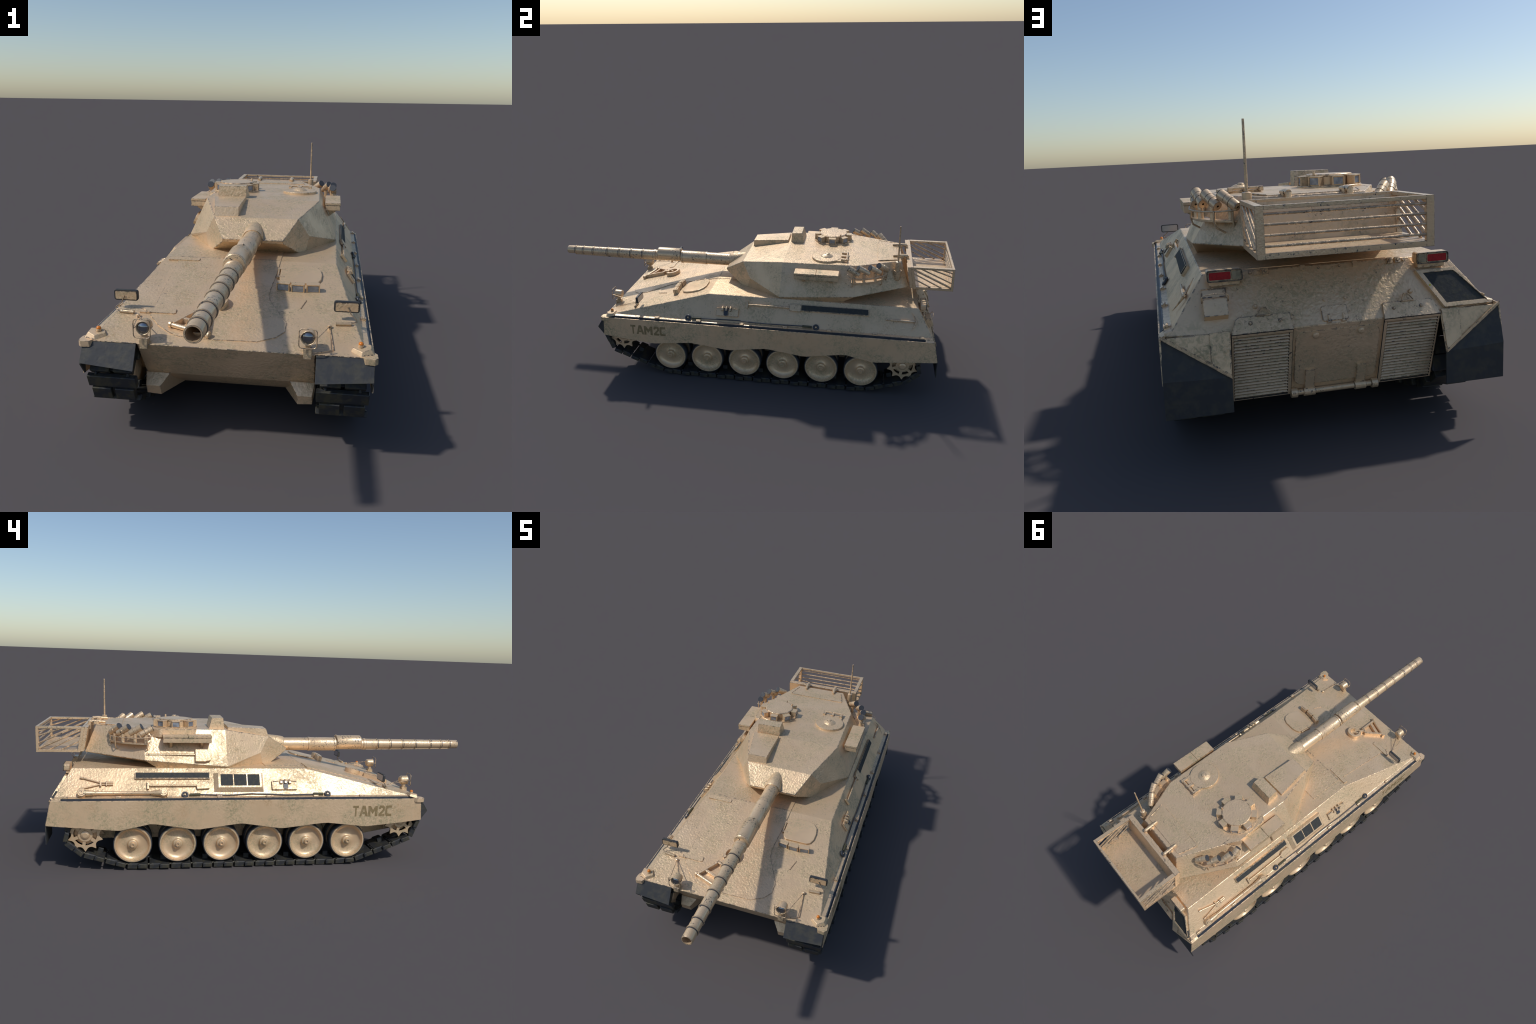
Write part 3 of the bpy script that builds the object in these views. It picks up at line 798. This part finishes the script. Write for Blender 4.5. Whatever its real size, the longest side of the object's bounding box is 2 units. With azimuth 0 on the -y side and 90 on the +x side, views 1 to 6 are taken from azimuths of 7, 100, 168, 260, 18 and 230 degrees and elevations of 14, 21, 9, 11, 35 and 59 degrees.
def build_running_gear():
    wheel, tyre = wheel_meshes()
    spr = sprocket_mesh()
    m = link_mesh()
    proto = make(m, "track_link", tank, bevel=.0015, segments=1)
    rc = R_WHEEL + .0102
    pts = []
    for (y, z), r in TRACK_ROUND:
        pts += [(y + r * math.cos(t), z + r * math.sin(t)) for t in (2 * math.pi * i / 180 for i in range(180))]
    for y in (WHEELS_Y[0], WHEELS_Y[-1]):
        pts += [(y + rc * math.cos(t), AX_Z + rc * math.sin(t)) for t in (2 * math.pi * i / 180 for i in range(180))]
    loop = [V((0, y, z)) for y, z in hull_2d([(round(a, 6), round(b, 6)) for a, b in pts])]
    lens = [(loop[(i + 1) % len(loop)] - p).length for i, p in enumerate(loop)]
    total = sum(lens)
    count = round(total / .0905)
    def at(d):
        d %= total
        for i, l in enumerate(lens):
            if d <= l:
                return loop[i].lerp(loop[(i + 1) % len(loop)], d / l)
            d -= l
        return loop[0]
    first_w, first_s, first_l = True, True, True
    for s in (1, -1):
        x_w = s * .3535
        flip = Matrix.Rotation(math.pi, 4, "Z") if s < 0 else Matrix.Identity(4)
        for i, y in enumerate(WHEELS_Y):
            spin = Matrix.Rotation(random.uniform(0, 6.28), 4, "X")
            mat = Matrix.Translation((x_w, y, AX_Z)) @ flip @ spin
            if first_w:
                wheel.matrix_local = mat
                first_w = False
            else:
                c = copy_of(wheel, "road_wheel", tank, mat)
                copy_of(tyre, "tyre", c, Matrix.Identity(4))
        for (y, z) in (FRONT, BACK):
            mat = Matrix.Translation((s * .366, y, z)) @ flip
            if first_s:
                spr.matrix_local = mat
                first_s = False
            else:
                copy_of(spr, "drive_sprocket", tank, mat)
        track = bpy.data.objects.new("track", None)
        bpy.context.scene.collection.objects.link(track)
        track.parent = tank
        for i in range(count):
            d = total * (i + (.35 if s > 0 else .35)) / count
            step = total / count * .45
            a, b, c = at(d - step), at(d + step), at(d)
            t = (b - a).normalized()
            n = V((1, 0, 0)).cross(t)
            if n.dot(c - V((0, .1, .15))) < 0:
                n = -n
            mid = (a + b) / 2
            pos = V((s * .3185, mid.y, mid.z))
            xax = t.cross(n)
            rot = Matrix((xax, t, n)).transposed().to_4x4()
            mat = Matrix.Translation(pos) @ rot
            if first_l:
                proto.parent = track
                proto.matrix_local = mat
                first_l = False
            else:
                copy_of(proto, "track_link", track, mat)
        # swing arms and return rollers behind the skirt
        m = Mesh()
        for y in WHEELS_Y:
            a = Frame((s * .25, y, AX_Z), (0, 1, 0), (0, 0, 1), (s, 0, 0))
            m.prism(a, [(-.018, -.016), (.018, -.016), (.075, .022), (.085, .045), (.062, .055), (-.014, .020)], -.010, .006, PAINT_SKIRT)
        make(m, "swing_arm", tank, bevel=.002)
        m = Mesh()
        for y in (-.23, .14, .50):
            m.lathe((s * .25, y, .205), (s, 0, 0), [(0, .012), (.02, .012), (.02, .024), (.10, .024), (.10, .01)], PAINT_SKIRT, 20)
        make(m, "return_roller", tank)
build_running_gear()

# ------------------------------------------------------------------ turret
def build_turret():
    m = Mesh()
    half = [(.153, .000, .531),    # 0 front roof corner
            (.221, .208, .567),    # 1 roof side
            (.214, .555, .568),    # 2 roof side, rear kink
            (.1245, .760, .570),   # 3 roof rear
            (.107, -.095, .471),   # 4 chin upper
            (.107, -.0915, .4595), # 5 chin lower
            (.163, .000, .4045),   # 6 cheek bottom
            (.192, .042, .461),    # 7 cheek corner
            (.291, .202, .416),    # 8 widest, front
            (.292, .550, .443),    # 9 widest, rear
            (.164, .803, .458),    # 10 rear bottom
            (.181, .027, .4095),   # 11 foot of the cheek edge
            (.278, .205, .4075),   # 12 base on the deck
            (.278, .500, .4095),   # 13 base rear
            (.153, .530, .4075),   # 14 base rear inner
            ]
    k = len(half)
    verts = half + [(-x, y, z) for x, y, z in half]
    L = lambda i: i + k
    faces = [(0, 1, L(1), L(0)), (1, 2, 3, L(3), L(2), L(1)), (0, 4, L(4), L(0)), (4, 5, L(5), L(4)), (5, 6, L(6), L(5)),
             (3, 10, L(10), L(3)), (10, 14, L(14), L(10)), (6, 11, 12, 13, 14, L(14), L(13), L(12), L(11), L(6))]
    for g in (lambda i: i, L):
        faces += [(g(0), g(4), g(5), g(6), g(11), g(7)), (g(0), g(7), g(8), g(1)), (g(7), g(11), g(12), g(8)), (g(1), g(8), g(9), g(2)), (g(2), g(9), g(10), g(3)),
                  (g(8), g(12), g(13), g(9)), (g(9), g(13), g(14), g(10))]
    m.add(verts, faces, PAINT)
    # roof extension on the left beside the cupola
    top = [(-.212, .326), (-.238, .344), (-.2455, .489), (-.206, .566)]
    m.add([(x, y, .5688) for x, y in top] + [(-.225, .326, .533), (-.2405, .344, .533), (-.2475, .489, .533), (-.212, .566, .533)],
          [(0, 1, 2, 3), (7, 6, 5, 4), (0, 4, 5, 1), (1, 5, 6, 2), (2, 6, 7, 3), (3, 7, 4, 0)], PAINT)
    return make(m, "turret", tank, bevel=.0014, angle=7, crease=9, segments=1)
turret = build_turret()

def build_roof():
    # rear roof plate
    m = Mesh()
    m.prism(WORLD, [(-.140, .650), (.140, .650), (.117, .742), (-.117, .742)], .5675, .5722, PAINT)
    m.tube([(-.139, .655, .5722), (-.118, .738, .5722)], .0022, PAINT, 6)
    m.tube([(.139, .655, .5722), (.118, .738, .5722)], .0022, PAINT, 6)
    make(m, "roof_plate", turret, bevel=.0012)
    # sight housing and the block behind it
    m = Mesh()
    a = [(-.1545, .001, .528), (-.0650, .010, .528), (-.0620, .196, .560), (-.1900, .194, .556),
         (-.1545, .014, .5655), (-.0660, .014, .5660), (-.0640, .194, .5770), (-.1890, .192, .5745)]
    m.add(a, [(3, 2, 1, 0), (4, 5, 6, 7), (0, 1, 5, 4), (1, 2, 6, 5), (2, 3, 7, 6), (3, 0, 4, 7)], PAINT)
    make(m, "sight_housing", turret, bevel=.0015)
    m = Mesh()
    a = [(-.178, .205, .562), (-.066, .208, .562), (-.060, .276, .562), (-.186, .276, .562),
         (-.176, .211, .6130), (-.066, .213, .6150), (-.070, .264, .6150), (-.182, .262, .6130)]
    m.add(a, [(3, 2, 1, 0), (4, 5, 6, 7), (0, 1, 5, 4), (1, 2, 6, 5), (2, 3, 7, 6), (3, 0, 4, 7)], PAINT)
    make(m, "sight_block", turret, bevel=.0015)
    # cupola with eight vision blocks
    c = V((-.1365, .420, 0))
    m = Mesh()
    m.lathe((c.x, c.y, .566), (0, 0, 1), [(0, .0965), (.0060, .0965), (.0075, .0950), (.0075, .066), (.033, .066), (.0345, .0690), (.0375, .0690),
                                          (.0385, .0675), (.0385, .0670), (.0400, .0655), (.0412, .001)], PAINT, 56)
    m.lathe((c.x + .058, c.y + .040, .604), (0, 0, 1), [(0, .004), (.012, .0035)], PAINT_WORN, 8)
    cup = make(m, "commander_cupola", tank, angle=35)
    for i in range(8):
        w = math.radians(45 * i)
        f = Frame((c.x, c.y, .574), (math.cos(w), math.sin(w), 0), (-math.sin(w), math.cos(w), 0), (0, 0, 1))
        g = Mesh()
        g.box(f, .0685, .0890, -.0170, .0170, -.002, .0255, PAINT_SOFT)
        g.box(f, .086, .0935, -.0180, -.0150, -.001, .0265, PAINT_SOFT)
        g.box(f, .086, .0935, .0150, .0180, -.001, .0265, PAINT_SOFT)
        g.box(f, .0675, .0940, -.0180, .0180, .0235, .0270, PAINT_SOFT)
        g.box(f, .0885, .0915, -.0145, .0145, .002, .0234, GLASS)
        make(g, "vision_block", cup, bevel=.001)
    # loader hatch on the right
    m = Mesh()
    h = V((.134, .408, 0))
    m.lathe((h.x, h.y, .566), (0, 0, 1), [(0, .0695), (.0095, .0695), (.0110, .0680), (.0115, .030), (.0150, .026), (.0200, .018), (.0225, .010), (.0230, .001)], PAINT, 48)
    f = WORLD
    m.prism(f, [(.085, .440), (.183, .440), (.182, .490), (.165, .494), (.100, .494), (.086, .490)], .566, .5755, PAINT)
    for x in (.088, .131, .174):
        m.box(f, x - .006, x + .006, .478, .512, .572, .583, PAINT_WORN)
    m.tube([(.082, .506, .581), (.181, .506, .581)], .0042, PAINT_WORN, 8)
    m.lathe((h.x - .003, h.y + .004, .586), (0, 0, 1), [(0, .011), (.005, .010), (.0065, .006), (.0065, .001)], PAINT_WORN, 14)
    make(m, "loader_hatch", turret, bevel=.001)
    # lifting clamps between turret and basket
    for x in (-.078, .074):
        m = Mesh()
        m.tube([(x + .004, .722, .577), (x, .762, .579), (x, .790, .578)], [.005, .008, .008], PAINT_WORN, 10)
        m.box(WORLD, x - .010, x + .010, .750, .772, .566, .581, PAINT_WORN)
        m.tube([(x, .788, .580), (x, .792, .545)], .008, PAINT_WORN, 8)
        make(m, "basket_clamp", turret, bevel=.001)
build_roof()

def build_turret_side(s):
    # stowage bin
    m = Mesh()
    S = lambda a, b: sorted((s * a, s * b))
    m.box(WORLD, *S(.244, .303), .273, .475, .519, .5392, PAINT_SKIRT)
    m.box(WORLD, *S(.2425, .3045), .2718, .3715, .5398, .5495, PAINT_SKIRT)
    m.box(WORLD, *S(.2425, .3045), .3725, .4762, .5398, .5495, PAINT_SKIRT)
    m.box(WORLD, *S(.244, .302), .274, .474, .537, .541, DARK)
    bin_ = make(m, "storage_bin", tank, bevel=.0014)
    b = Mesh()
    for y in (.312, .442):
        b.add([(s * .252, y - .006, .521), (s * .298, y - .006, .521), (s * .262, y - .006, .492), (s * .252, y + .006, .521), (s * .298, y + .006, .521), (s * .262, y + .006, .492)],
              [(0, 1, 2), (5, 4, 3), (0, 3, 4, 1), (1, 4, 5, 2), (2, 5, 3, 0)], PAINT)
    make(b, "bin_bracket", bin_)
    # smoke dischargers: four tubes fanned on a tray
    muzzles = ((.2195, .6545, .577), (.2545, .6148, .578), (.2735, .562, .5815), (.271, .5185, .576))
    tails = ((.186, .690, .548), (.231, .657, .550), (.262, .607, .5545), (.2755, .563, .552))
    m = Mesh()
    tray_in = [(.232, .530), (.236, .570), (.226, .610), (.196, .660), (.170, .690)]
    tray_out = [(.196, .695), (.224, .676), (.254, .640), (.278, .590), (.288, .535)]
    m.prism(WORLD, [(s * x, y) for x, y in tray_in + tray_out], .5065, .5125, PAINT_WORN)
    rail = [(.272, .514, .548), (.290, .526, .540), (.294, .560, .536), (.284, .600, .534), (.262, .645, .534), (.228, .684, .535), (.200, .698, .537), (.188, .697, .538)]
    m.tube([(s * x, y, z) for x, y, z in rail], .0024, PAINT_WORN, 7)
    for x, y in ((.289, .540), (.240, .672)):
        m.tube([(s * x, y, .536), (s * (x + .001), y, .510), (s * (x - .004), y, .494), (s * (x - .030), y - .004, .478)], .0028, PAINT_WORN, 7)
    m.tube([(s * .196, .696, .537), (s * .196, .694, .510), (s * .192, .690, .492)], .0028, PAINT_WORN, 7)
    launcher = make(m, "smoke_launcher", tank, bevel=.0008)
    for a, b in zip(muzzles, tails):
        p, q = V((s * a[0], a[1], a[2])), V((s * b[0], b[1], b[2]))
        d = (p - q).normalized()
        g = Mesh()
        ln = (p - q).length
        R = .0144
        g.lathe(tuple(q), d, [(-.007, .003), (-.006, R * .86), (0, R * .92), (ln * .30, R * .92), (ln * .31, R), (ln * .42, R), (ln * .43, R * .95),
                              (ln * .60, R * .95), (ln * .61, R), (ln, R)], PAINT_WORN, 20, cap=False)
        g.lathe(tuple(p), d, [(-.0015, R), (.0, R), (.001, R * .94), (.001, .0003)], TYRE, 20, cap=False)
        mid = q.lerp(p, .38)
        g.lathe((mid.x, mid.y, .510), (0, 0, 1), [(0, .0085), (.006, .0075), (mid.z - .510, .0075)], PAINT_WORN, 12)
        make(g, "smoke_tube", launcher, angle=40)
for s in (1, -1):
    build_turret_side(s)

def build_turret_extras():
    f = wall(-1)      # spade on the left wall
    m = Mesh()
    def vz(z):
        return (.567 - z) / .9073
    m.tube([f(.338, vz(.462), .008), f(.546, vz(.462), .008)], .0055, PAINT_WORN, 10)
    pts = [(.340, vz(.482)), (.296, vz(.483)), (.276, vz(.478)), (.268, vz(.466)), (.268, vz(.450)), (.276, vz(.438)), (.296, vz(.433)), (.340, vz(.433))]
    m.prism(f, pts, .004, .019, PAINT)
    make(m, "spade", tank, bevel=.004)
    # antenna on the right rear
    m = Mesh()
    m.lathe((.166, .743, .487), (0, 0, 1), [(0, .008), (.006, .0145), (.040, .0185), (.052, .0190), (.052, .0125), (.094, .0120), (.0955, .010), (.097, .004)], PAINT_WORN, 22)
    m.tube([(.166, .743, .580), (.1655, .743, .66), (.165, .7425, .754)], [.0042, .0037, .0030], PAINT_WORN, 8)
    make(m, "antenna", tank, angle=40)
build_turret_extras()

# ------------------------------------------------------------------ gun
def build_gun():
    root, tip = V((0, -.085, .4745)), V((0, -1.0005, .4800))
    ax = (tip - root).normalized()
    t = lambda y: (root.y - y)
    prof = [(t(-.03), .0305), (t(-.222), .0310), (t(-.2225), .0335), (t(-.232), .0335), (t(-.234), .0325), (t(-.352), .0320), (t(-.352), .0335), (t(-.360), .0335),
            (t(-.362), .0262), (t(-.500), .0262), (t(-.502), .0285), (t(-.514), .0285), (t(-.516), .0258)]
    rings = (-.575, -.641, -.708, -.775, -.855, -.912, -.957)
    def r_at(y):
        return .0255 + (y + .52) * (.0255 - .0208) / .48
    for y in rings:
        r = r_at(y)
        prof += [(t(y + .0045), r + .0004), (t(y + .0042), r + .0026), (t(y - .0005), r + .0026), (t(y - .0007), r - .0010), (t(y - .0042), r - .0010), (t(y - .0044), r)]
    prof += [(t(-.999), .0208), (t(-1.0005), .0200)]
    m = Mesh()
    m.lathe(tuple(root), ax, prof + [(t(-1.0005), .0165), (t(-.93), .0160)], PAINT_BARREL, 40, cap=False)
    gun = make(m, "gun_barrel", tank, angle=35)
    b = Mesh()
    b.lathe(tuple(root), ax, [(t(-.9995), .0166), (t(-.85), .0160), (t(-.85), .0002)], BORE, 28, cap=False)
    make(b, "gun_bore", gun)
    # dark rings in the joint grooves
    k = Mesh()
    for y in rings:
        r = r_at(y)
        k.lathe(tuple(root), ax, [(t(y - .0010), r - .0015), (t(y - .0010), r + .0006), (t(y - .0038), r + .0006), (t(y - .0038), r - .0015)], RAIL, 40, cap=False)
    make(k, "joint_dark_ring", gun)
    # fume extractor, set a little above the axis
    m = Mesh()
    c = root + ax * t(-.364)
    m.lathe((0, -.364, c.z + .0085), ax, [(0, .026), (.0, .0325), (.003, .0345), (.121, .0345), (.125, .0310), (.126, .024)], PAINT_BARREL, 40)
    m.tube([(.006, -.368, c.z + .044), (.012, -.362, c.z + .038)], .003, PAINT_WORN, 8)
    make(m, "fume_extractor", gun, angle=35)
    # flat channel along the underside
    m = Mesh()
    f = Frame((0, 0, 0), (1, 0, 0), (0, 1, 0), (0, 0, 1))
    a, z0 = .0145, .4775
    m.add([(-a, -.515, z0 - .0268), (a, -.515, z0 - .0268), (a * .9, -.958, z0 - .0205), (-a * .9, -.958, z0 - .0205),
           (-a, -.515, z0 - .012), (a, -.515, z0 - .012), (a * .9, -.958, z0 - .010), (-a * .9, -.958, z0 - .010)],
          [(3, 2, 1, 0), (4, 5, 6, 7), (0, 1, 5, 4), (1, 2, 6, 5), (2, 3, 7, 6), (3, 0, 4, 7)], PAINT_BARREL)
    make(m, "barrel_channel", gun, bevel=.0008)
    # mantlet cone growing out of the turret front
    m = Mesh()
    m.lathe((0, .03, .4985), V((0, -.125, -.0250)), [(-.010, .014), (.02, .0260), (.055, .0325), (.095, .0365), (.122, .0375), (.128, .0350), (.128, .028)], PAINT, 40)
    make(m, "mantlet", tank, angle=40)
build_gun()

# ------------------------------------------------------------------ rear basket
def build_basket():
    x, y0, y1, z0, z1 = .192, .800, .998, .459, .5685
    m = Mesh()
    B = lambda *a: m.box(WORLD, *a, PAINT_WORN)
    for s in (1, -1):
        S = lambda a, b: sorted((s * a, s * b))
        B(*S(x - .018, x), y1 - .011, y1, z0, z1)                       # rear posts
        q = [(s * xx, yy, zz) for zz, ya, yb in ((z1 - .001, y0, y0 + .013), (z0, y0 + .019, y0 + .032)) for xx, yy in ((x - .014, ya), (x, ya), (x, yb), (x - .014, yb))]
        m.add(q, [(0, 1, 2, 3), (7, 6, 5, 4), (0, 4, 5, 1), (1, 5, 6, 2), (2, 6, 7, 3), (3, 7, 4, 0)], PAINT_WORN)   # leaning front posts
        B(*S(x - .018, x - .0003), y0 + .012, y1 - .0105, z1 - .010, z1 - .0003)  # side rails
        B(*S(x - .018, x - .0003), y0 + .030, y1 - .0105, z0 + .0003, z0 + .012)
    B(-x + .0175, x - .0175, y1 - .0105, y1 - .0003, z1 - .009, z1 - .0003)
    B(-x + .0175, x - .0175, y1 - .0105, y1 - .0003, z0 + .0003, z0 + .0125)
    B(-x + .002, x - .002, y0 - .0003, y0 + .011, z1 - .0085, z1 - .0005)
    basket = make(m, "stowage_basket", tank, bevel=.0008)
    m = Mesh()
    m.box(WORLD, -x + .016, x - .016, y0 + .018, y1 - .009, z0 + .0015, z0 + .0125, PAINT)
    make(m, "basket_floor", basket)
    m = Mesh()    # leaning plate against the turret
    p = [(-x + .002, .786, z1 - .002), (x - .002, .786, z1 - .002), (x - .002, .8100, z1 - .002), (-x + .002, .8100, z1 - .002),
         (-x + .002, .804, z0 + .004), (x - .002, .804, z0 + .004), (x - .002, .8290, z0 + .004), (-x + .002, .8290, z0 + .004)]
    m.add(p, [(0, 1, 2, 3), (7, 6, 5, 4), (0, 4, 5, 1), (1, 5, 6, 2), (2, 6, 7, 3), (3, 7, 4, 0)], PAINT)
    make(m, "basket_back", basket, bevel=.001)
    for z in (.5505, .529, .507, .485):
        g = Mesh()
        g.tube([(-x + .012, y1 - .005, z), (x - .012, y1 - .005, z)], .0034, PAINT_WORN, 10)
        make(g, "basket_bar", basket)
    bars = (((.988, .546), (.940, .560), .0030), ((.988, .528), (.893, .560), .0034), ((.988, .497), (.848, .560), .0034), ((.988, .474), (.812, .556), .0050),
            ((.944, .471), (.815, .536), .0034), ((.895, .471), (.820, .508), .0034))
    for s in (1, -1):
        for (ya, za), (yb, zb), r in bars:
            g = Mesh()
            g.tube([(s * (x - .006), ya, za), (s * (x - .006), yb, zb)], r, PAINT_WORN, 10)
            make(g, "basket_bar", basket)
build_basket()
